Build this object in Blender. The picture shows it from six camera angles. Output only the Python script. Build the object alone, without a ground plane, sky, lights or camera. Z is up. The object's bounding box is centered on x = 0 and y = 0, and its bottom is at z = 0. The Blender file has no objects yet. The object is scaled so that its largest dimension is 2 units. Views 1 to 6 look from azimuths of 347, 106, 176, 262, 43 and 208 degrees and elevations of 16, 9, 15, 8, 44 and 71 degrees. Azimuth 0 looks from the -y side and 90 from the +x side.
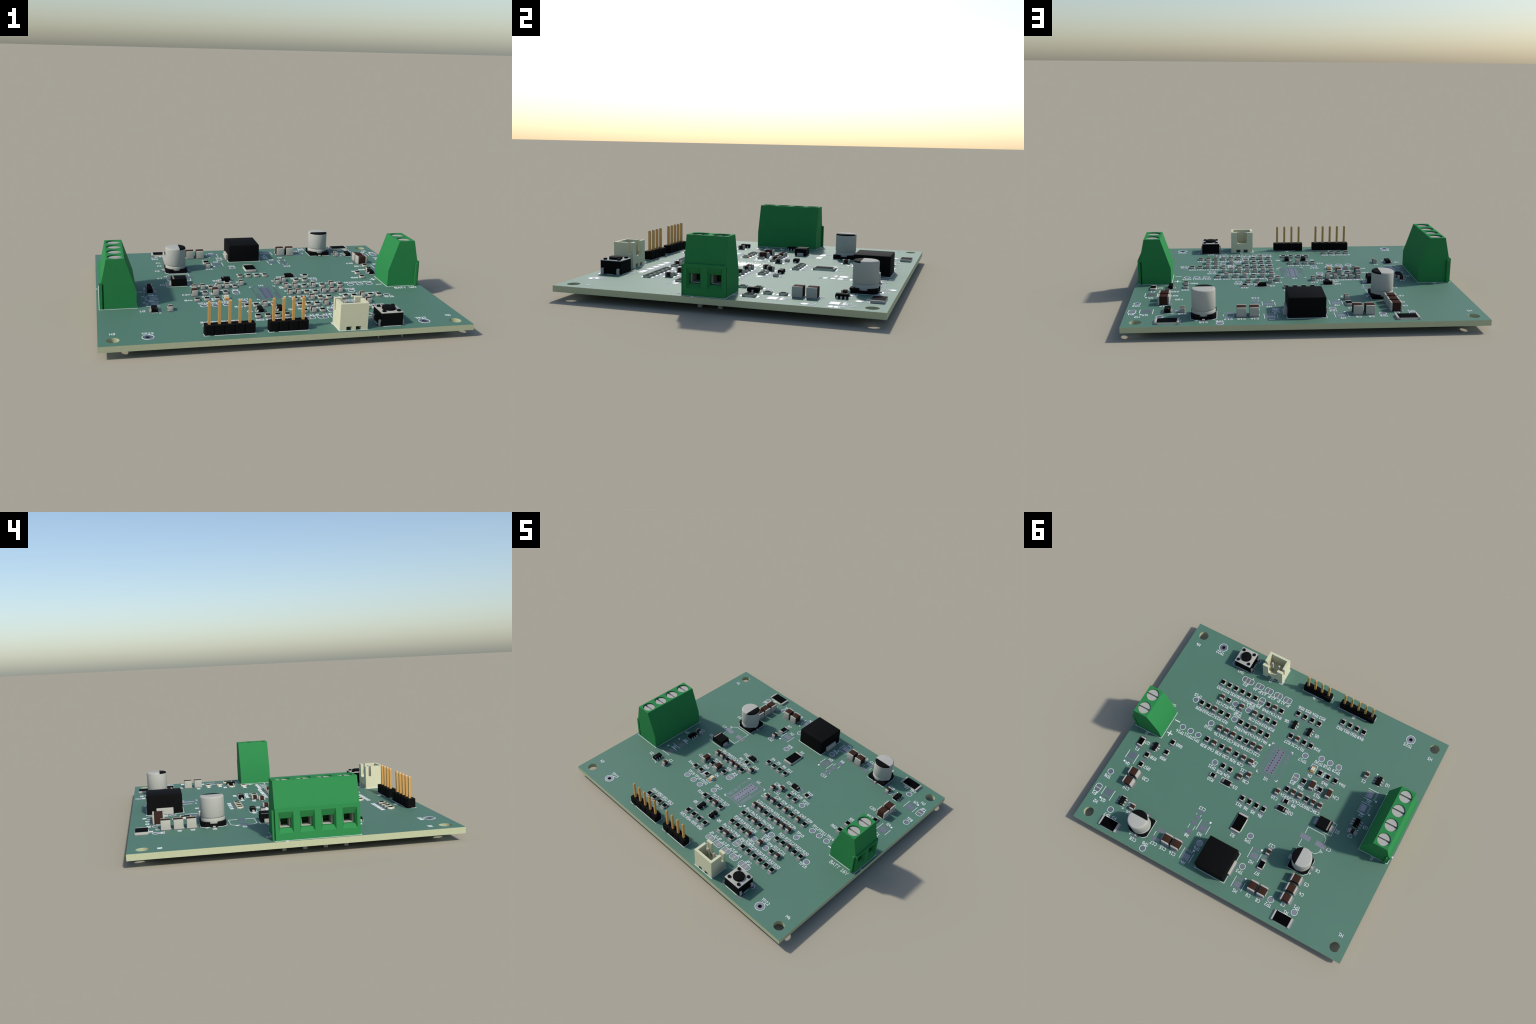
# A bare printed circuit board with screw terminals, pin headers, chip parts and printed labels.
# Lengths below are in "u" = 1/100 of the board's long side (board 100 x 83.3 u, 2.00 m => 1 u = 20 mm).
# x runs along the long side, y along the short side, z up from the board's TOP face.
import bpy, bmesh, math
from mathutils import Matrix, Vector

U = 0.02                     # metres per unit
TOP = 3.56                   # height of the board's top face above the ground (pins stick out below)
THICK = 1.605                # board thickness
MM = 1.047                   # one real millimetre of the parts, in u
PAD_H = 0.035                # height of the solder pads above the board

# ------------------------------------------------------------------ materials
def material(name, col, rough=0.5, metal=0.0, spec=0.5, grain=0.03, grain_scale=60.0, bump=0.0, coat=0.0):
    m = bpy.data.materials.new(name)
    m.use_nodes = True
    nt = m.node_tree
    b = nt.nodes["Principled BSDF"]
    b.inputs["Roughness"].default_value = rough
    b.inputs["Metallic"].default_value = metal
    b.inputs["Specular IOR Level"].default_value = spec
    b.inputs["Coat Weight"].default_value = coat
    tc = nt.nodes.new("ShaderNodeTexCoord")
    no = nt.nodes.new("ShaderNodeTexNoise")
    no.inputs["Scale"].default_value = grain_scale
    no.inputs["Detail"].default_value = 3.0
    nt.links.new(tc.outputs["Object"], no.inputs["Vector"])
    ramp = nt.nodes.new("ShaderNodeValToRGB")
    ramp.color_ramp.elements[0].position = 0.3
    ramp.color_ramp.elements[1].position = 0.7
    ramp.color_ramp.elements[0].color = (*[c * (1 - grain) for c in col], 1)
    ramp.color_ramp.elements[1].color = (*[min(1, c * (1 + grain)) for c in col], 1)
    nt.links.new(no.outputs["Fac"], ramp.inputs["Fac"])
    nt.links.new(ramp.outputs["Color"], b.inputs["Base Color"])
    if bump:
        bp = nt.nodes.new("ShaderNodeBump")
        bp.inputs["Strength"].default_value = bump
        bp.inputs["Distance"].default_value = 0.001
        nt.links.new(no.outputs["Fac"], bp.inputs["Height"])
        nt.links.new(bp.outputs["Normal"], b.inputs["Normal"])
    return m

MASK   = material("green_solder_mask", (0.075, 0.178, 0.123), rough=0.62, spec=0.5, grain=0.015, grain_scale=5)
FR4    = material("glass_fibre_core", (0.428, 0.460, 0.288), rough=0.75, spec=0.15, grain=0.03, grain_scale=80)
PADM   = material("tinned_pad", (0.36, 0.36, 0.385), rough=0.5, metal=1.0, grain=0.02, grain_scale=40)
HOLE   = material("plated_hole_wall", (0.10, 0.10, 0.10), rough=0.5, metal=0.6)
INK    = material("white_print_ink", (0.80, 0.80, 0.82), rough=0.7, spec=0.2, grain=0.01)
GREEN  = material("green_plastic", (0.0285, 0.214, 0.063), rough=0.8, spec=0.08, grain=0.02, grain_scale=12)
STEEL  = material("matt_steel", (0.400, 0.398, 0.355), rough=0.8, spec=0.06, grain=0.03)
LEAD   = material("tinned_lead", (0.405, 0.400, 0.345), rough=0.8, spec=0.06, grain=0.03)
GOLD   = material("gold_plated_pin", (0.56, 0.31, 0.085), rough=0.45, spec=0.4, grain=0.02)
BLACK  = material("black_plastic", (0.0048, 0.0048, 0.0048), rough=0.75, spec=0.05, grain=0.1)
RBLACK = material("black_resistor_glaze", (0.0018, 0.0018, 0.002), rough=0.7, spec=0.03)
CERAM  = material("cream_ceramic", (0.60, 0.58, 0.44), rough=0.6, spec=0.13)
BROWN  = material("brown_ceramic", (0.0435, 0.0205, 0.0145), rough=0.8, spec=0.05, grain=0.05)
CREAM  = material("cream_plastic", (0.598, 0.593, 0.405), rough=0.8, spec=0.08, grain=0.02)
ALU    = material("aluminium_can", (0.405, 0.403, 0.360), rough=0.8, spec=0.06, grain=0.02)
BAND   = material("grey_polarity_band", (0.22, 0.19, 0.145), rough=0.6)
LENS   = material("cream_lamp_lens", (0.60, 0.58, 0.42), rough=0.4, spec=0.4)
AMBER  = material("gold_lamp_terminal", (0.60, 0.27, 0.045), rough=0.45, spec=0.4)

# ------------------------------------------------------------------ mesh helpers
class Build:
    """Collects solids (in u) in one bmesh; every face carries a material slot."""
    def __init__(self):
        self.bm = bmesh.new()
        self.mats = []
    def slot(self, mat):
        if mat not in self.mats:
            self.mats.append(mat)
        return self.mats.index(mat)
    def prism(self, poly, z0, z1, mat, poly_top=None, bevel=0.0, seg=2, rot=None, top_mat=None, axis="z", bevel_sel=None):
        """Solid between a polygon at z0 and the same (or another) polygon at z1."""
        bm = self.bm
        top = poly_top or poly
        def put(x, y, z):
            if axis == "x":   return (z, x, y)      # poly in (y, z), extruded along x
            if axis == "y":   return (x, z, y)      # poly in (x, z), extruded along y
            return (x, y, z)
        lo = [bm.verts.new(put(x, y, z0)) for x, y in poly]
        hi = [bm.verts.new(put(x, y, z1)) for x, y in top]
        fs = [bm.faces.new(lo[::-1]), bm.faces.new(hi)]
        n = len(poly)
        for i in range(n):
            j = (i + 1) % n
            fs.append(bm.faces.new((lo[i], lo[j], hi[j], hi[i])))
        s = self.slot(mat)
        for f in fs:
            f.material_index = s
        if top_mat:
            fs[1].material_index = self.slot(top_mat)
        if bevel:
            es = {e for f in fs for e in f.edges}
            if bevel_sel:
                es = {e for e in es if bevel_sel(e)}
            bmesh.ops.bevel(bm, geom=list(es), offset=bevel, segments=seg, profile=0.5, affect="EDGES", clamp_overlap=True)
        return fs
    def box(self, cx, cy, wx, wy, z0, z1, mat, **kw):
        p = rect(cx, cy, wx, wy)
        return self.prism(p, z0, z1, mat, **kw)
    def lathe(self, prof, mat, cx=0, cy=0, n=32, mats=None):
        """Solid of revolution about z; prof = [(r, z)...] from bottom to top, ends closed."""
        bm, s = self.bm, self.slot(mat)
        rings = []
        for r, z in prof:
            rings.append([bm.verts.new((cx + r * math.cos(2 * math.pi * i / n), cy + r * math.sin(2 * math.pi * i / n), z)) for i in range(n)])
        out = []
        for k in range(len(rings) - 1):
            for i in range(n):
                j = (i + 1) % n
                out.append(bm.faces.new((rings[k][i], rings[k][j], rings[k + 1][j], rings[k + 1][i])))
        out.append(bm.faces.new(rings[0][::-1]))
        out.append(bm.faces.new(rings[-1]))
        for f in out:
            f.material_index = s
        return out
    def ribbon(self, pts, w, z0, z1, mat, closed=False):
        """Printed line: mitred strip of width w with a little height."""
        P = [Vector((x, y)) for x, y in pts]
        n = len(P)
        if not closed:                                   # square ends, half a width beyond the last points
            P[0] = P[0] + (P[0] - P[1]).normalized() * w * 0.35
            P[-1] = P[-1] + (P[-1] - P[-2]).normalized() * w * 0.35
        L, R = [], []
        for i in range(n):
            a = P[i] - P[i - 1] if (i or closed) else P[1] - P[0]
            b = P[(i + 1) % n] - P[i] if (i < n - 1 or closed) else P[-1] - P[-2]
            a, b = a.normalized(), b.normalized()
            na, nb = Vector((-a.y, a.x)), Vector((-b.y, b.x))
            m = na + nb
            m = na if m.length < 0.2 else m.normalized()
            k = min(1.0 / max(m.dot(na), 0.45), 2.0)
            L.append(P[i] + m * k * w / 2)
            R.append(P[i] - m * k * w / 2)
        bm, s = self.bm, self.slot(mat)
        v = [[bm.verts.new((p.x, p.y, z)) for p in row] for row, z in ((L, z1), (R, z1), (L, z0), (R, z0))]
        m = n if closed else n - 1
        fs = []
        for i in range(m):
            j = (i + 1) % n
            fs.append(bm.faces.new((v[1][i], v[1][j], v[0][j], v[0][i])))
            fs.append(bm.faces.new((v[0][i], v[0][j], v[2][j], v[2][i])))
            fs.append(bm.faces.new((v[3][i], v[3][j], v[1][j], v[1][i])))
        if not closed:
            fs.append(bm.faces.new((v[1][0], v[0][0], v[2][0], v[3][0])))
            fs.append(bm.faces.new((v[0][-1], v[1][-1], v[3][-1], v[2][-1])))
        for f in fs:
            f.material_index = s
    def mesh(self, name, smooth=None, recalc=True):
        bm = self.bm
        if recalc:
            bmesh.ops.recalc_face_normals(bm, faces=bm.faces)
        bm.transform(Matrix.Scale(U, 4))
        me = bpy.data.meshes.new(name)
        bm.to_mesh(me)
        bm.free()
        for m in self.mats:
            me.materials.append(m)
        if smooth:
            me.polygons.foreach_set("use_smooth", [True] * len(me.polygons))
            me.set_sharp_from_angle(angle=math.radians(smooth))
        return me

def rect(cx, cy, wx, wy):
    return [(cx - wx / 2, cy - wy / 2), (cx + wx / 2, cy - wy / 2), (cx + wx / 2, cy + wy / 2), (cx - wx / 2, cy + wy / 2)]

def round_rect(cx, cy, wx, wy, r, n=4):
    out = []
    for sx, sy, a0 in ((1, -1, -90), (1, 1, 0), (-1, 1, 90), (-1, -1, 180)):
        for i in range(n + 1):
            a = math.radians(a0 + 90 * i / n)
            out.append((cx + sx * (wx / 2 - r) + r * math.cos(a), cy + sy * (wy / 2 - r) + r * math.sin(a)))
    return out

def circle(cx, cy, r, n=28):
    return [(cx + r * math.cos(2 * math.pi * i / n), cy + r * math.sin(2 * math.pi * i / n)) for i in range(n)]

ROOT = bpy.data.objects.new("circuit_board", None)
bpy.context.scene.collection.objects.link(ROOT)
ROOT.empty_display_size = 0.2
ROOT["label"] = "green printed circuit board with screw terminals and chip parts"
ROOT["category"] = "circuit board"

def place(name, me, x=0, y=0, rot=0, parent=None, z=TOP):
    """Add an object (position in board u, rotation in degrees) under ROOT, or under a part in that part's own frame."""
    o = bpy.data.objects.new(name, me)
    bpy.context.scene.collection.objects.link(o)
    o.parent = parent or ROOT
    o.location = (x * U, y * U, (z if parent is None else 0) * U)
    o.rotation_euler = (0, 0, math.radians(rot))
    return o

def boolean(base, cutters, name):
    """base mesh minus the cutter meshes (exact), as a new mesh."""
    ob = bpy.data.objects.new("tmp", base)
    bpy.context.scene.collection.objects.link(ob)
    tmp = [ob]
    for c in cutters:
        oc = bpy.data.objects.new("tmp_cut", c)
        bpy.context.scene.collection.objects.link(oc)
        tmp.append(oc)
        md = ob.modifiers.new("cut", "BOOLEAN")
        md.operation, md.object, md.solver = "DIFFERENCE", oc, "EXACT"
    bpy.context.view_layer.update()
    dg = bpy.context.evaluated_depsgraph_get()
    me = bpy.data.meshes.new_from_object(ob.evaluated_get(dg))
    me.name = name
    for o in tmp:
        bpy.data.objects.remove(o)
    return me

# ------------------------------------------------------------------ the bare panel with its drilled holes
MOUNT = [(sx * 46.28, sy * 37.93) for sx in (-1, 1) for sy in (-1, 1)]
VIA = [(x, -11.69 + 1.046 * i) for x in (0.92, -0.92) for i in range(9)]
PROBE = [(37.52, -37.12), (-37.50, -37.12)]                 # plated test holes
SW = (27.22, -36.10)                                        # push switch
SW_LEGS = [(SW[0] + sx * 3.41, SW[1] + sy * 2.36) for sx in (-1, 1) for sy in (-1, 1)]

def panel():
    cu = bpy.data.curves.new("panel_outline", "CURVE")
    cu.dimensions, cu.fill_mode = "2D", "BOTH"
    cu.extrude = THICK / 2
    def loop(pts):
        sp = cu.splines.new("POLY")
        sp.points.add(len(pts) - 1)
        for p, (x, y) in zip(sp.points, pts):
            p.co = (x, y, 0, 1)
        sp.use_cyclic_u = True
    loop(rect(0, 0, 100.0, 83.3))
    for x, y in MOUNT: loop(circle(x, y, 1.66, 40))
    for x, y in VIA: loop(circle(x, y, 0.2, 10))
    for x, y in PROBE: loop(circle(x, y, 0.62, 24))
    for x, y in SW_LEGS: loop(circle(x, y, 0.57, 20))
    ob = bpy.data.objects.new("tmp", cu)
    bpy.context.scene.collection.objects.link(ob)
    bpy.context.view_layer.update()
    me = bpy.data.meshes.new_from_object(ob.evaluated_get(bpy.context.evaluated_depsgraph_get()))
    bpy.data.objects.remove(ob)
    bpy.data.curves.remove(cu)
    me.name = "board_panel"
    me.materials.clear()
    bm = bmesh.new()
    bm.from_mesh(me)
    bmesh.ops.remove_doubles(bm, verts=bm.verts, dist=1e-4)
    bmesh.ops.translate(bm, verts=bm.verts, vec=(0, 0, -THICK / 2))
    bmesh.ops.recalc_face_normals(bm, faces=bm.faces)
    for f in bm.faces:
        c = f.calc_center_median()
        if abs(f.normal.z) > 0.5:
            f.material_index = 0
        elif abs(c.x) > 49.9 or abs(c.y) > 41.5 or any((c.x - x) ** 2 + (c.y - y) ** 2 < 4 for x, y in MOUNT):
            f.material_index = 1
        else:
            f.material_index = 2
    bm.transform(Matrix.Scale(U, 4))
    bm.to_mesh(me)
    bm.free()
    for m in (MASK, FR4, HOLE):
        me.materials.append(m)
    me.polygons.foreach_set("use_smooth", [False] * len(me.polygons))
    return me

place("board_panel", panel())

# ------------------------------------------------------------------ printed ink: lines and stroke lettering
INK_W = 0.135
_count = [0]
def ink_z():
    """A slightly different height for every printed stroke, so crossing strokes never share a plane."""
    _count[0] += 1
    return 0.045 + 0.0015 * (_count[0] % 17)

SILK = Build()
def line(*pts, w=0.125, closed=False):
    SILK.ribbon(list(pts), w, 0.0, ink_z(), INK, closed)
def ring(x, y, r, w=0.13, n=36):
    line(*circle(x, y, r, n), w=w, closed=True)
def blob(poly):
    SILK.prism(poly, 0.0, ink_z(), INK)

# letters: polylines in a cell one cap height tall
def arc(cx, cy, rx, ry, a0, a1, n=6):
    return [(cx + rx * math.cos(math.radians(a0 + (a1 - a0) * i / n)), cy + ry * math.sin(math.radians(a0 + (a1 - a0) * i / n))) for i in range(n + 1)]
GLYPH = {
    "0": (0.66, [arc(0.33, 0.5, 0.31, 0.5, 90, 450, 12)]),
    "1": (0.60, [[(0.04, 0.80), (0.20, 0.87), (0.33, 1.0), (0.33, 0.0)], [(0.04, 0.0), (0.60, 0.0)]]),
    "2": (0.62, [arc(0.31, 0.73, 0.29, 0.27, 150, -20, 6) + [(0.03, 0.0), (0.62, 0.0)]]),
    "3": (0.62, [[(0.02, 1.0), (0.60, 1.0), (0.28, 0.62), (0.38, 0.62)] + arc(0.33, 0.31, 0.29, 0.31, 70, -150, 7)]),
    "4": (0.64, [[(0.24, 1.0), (0.02, 0.33), (0.64, 0.33)], [(0.46, 0.64), (0.46, 0.0)]]),
    "5": (0.62, [[(0.56, 1.0), (0.09, 1.0), (0.05, 0.54)] + arc(0.31, 0.32, 0.30, 0.32, 120, -150, 8)]),
    "6": (0.62, [[(0.53, 1.0), (0.36, 1.0), (0.16, 0.86), (0.04, 0.58), (0.03, 0.32)], arc(0.325, 0.30, 0.295, 0.30, 90, 450, 11)]),
    "7": (0.64, [[(0.0, 1.0), (0.64, 1.0), (0.24, 0.0)]]),
    "8": (0.62, [arc(0.31, 0.77, 0.25, 0.23, -90, 270, 10), arc(0.31, 0.27, 0.30, 0.27, 90, 450, 11)]),
    "9": (0.62, [[(0.10, 0.0), (0.26, 0.0), (0.46, 0.14), (0.58, 0.42), (0.59, 0.68)], arc(0.295, 0.70, 0.295, 0.30, 90, 450, 11)]),
    "A": (0.66, [[(0.0, 0.0), (0.33, 1.0), (0.66, 0.0)], [(0.11, 0.29), (0.55, 0.29)]]),
    "B": (0.66, [[(0.0, 0.0), (0.0, 1.0)] + [(0.32, 1.0)] + arc(0.34, 0.77, 0.24, 0.23, 80, -80, 5) + [(0.0, 0.54)], [(0.2, 0.54), (0.36, 0.53)] + arc(0.38, 0.27, 0.28, 0.27, 70, -90, 5) + [(0.0, 0.0)]]),
    "C": (0.68, [arc(0.36, 0.5, 0.36, 0.5, 48, 312, 10)]),
    "D": (0.68, [[(0.0, 0.0), (0.0, 1.0), (0.24, 1.0)] + arc(0.26, 0.5, 0.42, 0.5, 80, -80, 7) + [(0.0, 0.0)]]),
    "F": (0.58, [[(0.0, 0.0), (0.0, 1.0), (0.56, 1.0)], [(0.0, 0.52), (0.42, 0.52)]]),
    "H": (0.66, [[(0.0, 0.0), (0.0, 1.0)], [(0.66, 0.0), (0.66, 1.0)], [(0.0, 0.52), (0.66, 0.52)]]),
    "J": (0.48, [[(0.46, 1.0), (0.46, 0.28)] + arc(0.21, 0.24, 0.25, 0.24, 0, -150, 5)]),
    "M": (0.76, [[(0.0, 0.0), (0.0, 1.0), (0.38, 0.32), (0.76, 1.0), (0.76, 0.0)]]),
    "P": (0.64, [[(0.0, 0.0), (0.0, 1.0), (0.34, 1.0)] + arc(0.36, 0.74, 0.27, 0.26, 80, -80, 5) + [(0.0, 0.48)]]),
    "Q": (0.72, [arc(0.36, 0.5, 0.36, 0.5, 90, 450, 12), [(0.40, 0.22), (0.74, -0.10)]]),
    "R": (0.66, [[(0.0, 0.0), (0.0, 1.0), (0.36, 1.0)] + arc(0.38, 0.75, 0.26, 0.25, 80, -80, 5) + [(0.0, 0.50)], [(0.30, 0.50), (0.64, 0.0)]]),
    "S": (0.62, [arc(0.31, 0.76, 0.29, 0.24, 30, 250, 6) + arc(0.31, 0.26, 0.30, 0.26, 70, -150, 6)]),
    "T": (0.66, [[(0.0, 1.0), (0.66, 1.0)], [(0.33, 1.0), (0.33, 0.0)]]),
    "U": (0.66, [[(0.0, 1.0), (0.0, 0.30)] + arc(0.33, 0.30, 0.33, 0.30, 180, 360, 7) + [(0.66, 1.0)]]),
    "V": (0.66, [[(0.0, 1.0), (0.33, 0.0), (0.66, 1.0)]]),
    "W": (0.92, [[(0.0, 1.0), (0.22, 0.0), (0.46, 0.72), (0.70, 0.0), (0.92, 1.0)]]),
    "_": (0.62, [[(0.0, -0.12), (0.62, -0.12)]]),
    " ": (0.45, []),
}
GAP = 0.20
SLIM = 0.86
LABELS = []
def label(text, x, y, rot=0, size=1.0 * MM):
    """Printed word centred at (x, y); each word becomes an object under the silkscreen."""
    wide = sum(GLYPH[c][0] * SLIM for c in text) + GAP * (len(text) - 1)
    b, pen = Build(), -wide / 2
    for c in text:
        w, strokes = GLYPH[c]
        for s in strokes:
            pts = [((pen + px * SLIM) * size, (py - 0.5) * size) for px, py in s]
            closed = len(pts) > 3 and (Vector(pts[0]) - Vector(pts[-1])).length < 1e-4
            b.ribbon(pts[:-1] if closed else pts, INK_W, 0.0, ink_z(), INK, closed)
        pen += w * SLIM + GAP
    LABELS.append((b.mesh("printed_label"), x, y, rot))

# ------------------------------------------------------------------ solder pads
_pads = {}
def pad_mesh(wx, wy, r):
    k = (round(wx, 3), round(wy, 3), round(r, 3))
    if k not in _pads:
        b = Build()
        b.prism(round_rect(0, 0, wx, wy, r), -0.02, PAD_H, PADM)
        _pads[k] = b.mesh("solder_pad")
    return _pads[k]

TINY = Build()                                              # fine-pitch pads, too small to pick apart
def tiny(x, y, wx, wy):
    TINY.box(x, y, wx, wy, -0.02, PAD_H, PADM)

# ------------------------------------------------------------------ chip resistors and capacitors
# size: body length, width, height, end cap length, pad distance from centre, pad length, pad width, tick offset, tick half length
SIZES = {
    "0805r": (2.09, 1.31, 0.62, 0.35, 1.06, 1.24, 1.46, 0.78, 0.24),
    "0805c": (2.09, 1.31, 1.31, 0.50, 1.09, 1.22, 1.50, 0.78, 0.26),
    "1206r": (3.35, 1.68, 0.62, 0.46, 1.63, 1.34, 1.83, 0.97, 0.76),
    "1206c": (3.35, 1.68, 1.68, 0.55, 1.64, 1.20, 1.86, 0.97, 0.76),
    "1210c": (3.35, 2.62, 2.62, 0.52, 1.64, 1.20, 2.72, 1.40, 0.78),
    "2512r": (6.46, 3.37, 0.64, 0.58, 3.15, 1.10, 3.50, 1.82, 2.28),
}
_chip = {}
def chip_meshes(kind):
    if kind in _chip:
        return _chip[kind]
    L, W, H, T = SIZES[kind][:4]
    z0 = PAD_H + 0.005
    body, cap = Build(), Build()
    if kind.endswith("r"):                                   # white ceramic slab, black glazed top, thin wrap-round ends
        body.box(0, 0, L - 0.06, W - 0.01, z0 + 0.03, H - 0.05, CERAM)
        body.box(0, 0, L - 2 * T, W - 0.01, H - 0.05, H + 0.005, RBLACK)
        cap.box(L / 2 - T / 2, 0, T, W + 0.01, z0, H + 0.01, LEAD, bevel=0.05, seg=2)
        me = (body.mesh("resistor"), cap.mesh("end_cap", smooth=40))
    else:                                                    # brown ceramic block between rounded metal ends
        body.box(0, 0, L - 0.3, W - 0.07, z0 + 0.03, H - 0.035, BROWN, bevel=0.06, seg=2)
        cap.box(L / 2 - T / 2, 0, T, W, z0, H, LEAD, bevel=0.12, seg=3)
        me = (body.mesh("capacitor", smooth=40), cap.mesh("end_cap", smooth=40))
    _chip[kind] = me
    return me

def ticks(kind, x, y, rot):
    off, half = SIZES[kind][7:9]
    for s in (-1, 1):
        a, b = ((s * off, -half), (s * off, half)) if rot == 90 else ((-half, s * off), (half, s * off))
        line((x + a[0], y + a[1]), (x + b[0], y + b[1]))

def chip(kind, x, y, rot=90, marks=True):
    body, cap = chip_meshes(kind)
    o = place(body.name.split(".")[0], body, x, y, rot)
    dist, pl, pw = SIZES[kind][4:7]
    for s in (0, 180):
        place("end_cap", cap, 0, 0, s, parent=o)
        place("solder_pad", pad_mesh(pl, pw, 0.26), dist if s == 0 else -dist, 0, 0, parent=o)
    if marks:
        ticks(kind, x, y, rot)

def bare(kind, x, y):
    """Footprint without its part: two pads and the ticks."""
    dist, pl, pw = SIZES[kind][4:7]
    for s in (-1, 1):
        place("solder_pad", pad_mesh(pw, pl, 0.22), x, y + s * dist)
    ticks(kind, x, y, 90)

def test_point(x, y, name=None, lx=0, ly=2.0):
    b = Build()
    b.prism(circle(0, 0, 0.785, 32), -0.02, PAD_H, PADM)
    place("test_pad", b.mesh("test_pad"), x, y)
    ring(x, y, 0.995)
    if name:
        label(name, x + lx, y + ly)

# the dense field sits on a column grid of 2.617 u
COL = lambda k: 30.54 - 2.617 * k
ROWS = [   # row y, label offset, then (column, what)
    (-24.95, 2.38, [(0, "R33"), (1, "R32"), (2, "R31"), (3, "R30"), (4, "R29"), (5, "R28"), (7, "R48"), (8, "C42"), (9, "R47")]),
    (-19.74, 2.42, [(1, "C21"), (2, "R12"), (4, "C35"), (6, "C26"), (7, "R15"), (8, "R19"), (9, "R18")]),
    (-14.47, 2.40, [(-1, "R20"), (0, "R22"), (1, "C27"), (2, "R23"), (3, "R21"), (5, "R40"), (6, "R42"), (7, "C41"), (8, "R43"), (9, "R41")]),
    (-9.12, 2.40, [(3, "C34"), (4, "C33"), (5, "C32"), (6, "R35"), (7, "R34"), (8, "C23"), (9, "C22")]),
]
for y, dy, items in ROWS:
    for k, n in items:
        chip("0805r" if n[0] == "R" else "0805c", COL(k), y)
        label(n, COL(k) - 0.03, y + dy)
for i, n in enumerate(("R39", "C40", "R38", "C30", "R26", "C29", "C28")):
    x = 24.58 - 2.905 * i
    chip("0805r" if n[0] == "R" else "0805c", x, -3.38)
    if n != "C28":
        label(n, x, -0.84)
label("C28", 5.62, -3.30, 90)
# straight groups: y, label offset, first x, pitch
for y, dy, x0, dx, names in (
    (-27.03, -2.49, 1.39, -2.745, ("R56", "R55", "R54", "R53")),
    (-31.63, 2.43, -13.87, -2.685, ("R52", "R51", "R50", "R49")),
    (9.38, 2.46, 3.37, -2.70, ("R11", "R6", "R5", "R4")),
    (-0.66, 2.50, -8.33, -2.495, ("R14", "C25", "C43", "R37", "C39", "C38")),
):
    for i, n in enumerate(names):
        chip("0805r" if n[0] == "R" else "0805c", x0 + dx * i, y)
        label(n, x0 + dx * i + 0.05, y + dy)
# single chips: name, size, x, y, turn, label x, label y, label turn
for n, kind, x, y, rot, lx, ly, lr in (
    ("R27", "0805r", -0.30, -18.33, 90, -0.31, -15.87, 0), ("C31", "0805c", -2.88, -18.33, 90, -2.97, -15.87, 0),
    ("R17", "0805r", -5.49, -18.33, 90, -5.56, -15.82, 0), ("R16", "0805r", -8.09, -18.33, 90, -10.55, -18.31, 0),
    ("R60", "0805r", 34.38, 3.38, 90, 31.93, 3.30, 0), ("R59", "0805r", 34.33, 7.52, 90, 34.40, 9.95, 0),
    ("R58", "0805r", 39.73, 11.48, 90, 37.36, 11.46, 0), ("R57", "0805r", 39.76, 15.42, 90, 37.36, 15.49, 0),
    ("R36", "0805r", -12.11, -5.83, 90, -12.07, -3.39, 0), ("R13", "0805r", -18.27, -5.77, 90, -18.26, -3.42, 0),
    ("R46", "0805r", -15.52, -11.02, 90, -17.09, -11.17, 90), ("R45", "0805r", -18.50, -11.02, 90, -18.54, -8.57, 0),
    ("R44", "0805r", -21.37, -11.02, 90, -23.92, -11.00, 0), ("C10", "0805c", -5.92, 1.66, 90, -5.98, 4.05, 0),
    ("R25", "0805r", 14.81, 2.50, 90, 14.78, 4.97, 0), ("R24", "0805r", 12.02, 2.54, 90, 12.10, 4.93, 0),
    ("C36", "0805c", 7.93, 3.10, 90, 5.39, 3.71, 0), ("C11", "0805c", 5.46, 1.22, 90, 7.93, 0.62, 0),
    ("R10", "0805r", 16.18, 6.98, 0, 16.26, 8.63, 0), ("R9", "0805r", -10.02, 3.34, 0, -12.99, 3.42, 0),
    ("C1", "0805c", -29.82, -18.15, 90, -29.77, -15.66, 0), ("C2", "0805c", -34.39, 1.96, 0, -34.36, 3.60, 0),
    ("C16", "0805c", 34.15, 29.62, 90, 34.15, 32.0, 0), ("C12", "0805c", -13.35, 21.32, 90, -13.25, 18.92, 0),
    ("C37", "1206c", -15.26, -5.85, 90, -16.82, -5.92, 90), ("C24", "1206c", -21.52, -5.85, 90, -24.06, -5.90, 0),
    ("F1", "1206r", 44.13, 8.17, 90, 44.12, 11.14, 0), ("R7", "1206r", -13.30, 26.08, 90, -13.33, 29.26, 0),
    ("C20", "1210c", 39.84, 19.18, 0, 35.72, 19.20, 0), ("C19", "1210c", 39.84, 22.72, 0, 39.80, 25.0, 0),
    ("C15", "1210c", 17.86, 33.72, 90, 17.95, 36.87, 0), ("C14", "1210c", 14.36, 33.72, 90, 14.36, 36.85, 0),
    ("C9", "1210c", -14.38, 33.70, 90, -14.32, 36.87, 0), ("C8", "1210c", -17.86, 33.70, 90, -17.86, 36.86, 0),
    ("C5", "1210c", -25.62, 25.02, 0, -29.24, 24.84, 0), ("C4", "1210c", -25.62, 28.48, 0, -29.26, 28.35, 0),
    ("C3", "1210c", -25.62, 31.92, 0, -25.60, 34.08, 0),
    ("R2", "2512r", 0.00, 17.30, 90, 0.02, 22.0, 0), ("R1", "2512r", -27.50, 38.28, 0, -27.58, 35.88, 0),
    ("R3", "2512r", 37.85, 38.30, 0, 37.56, 35.90, 0),
):
    chip(kind, x, y, rot)
    label(n, lx, ly, lr)
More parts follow.
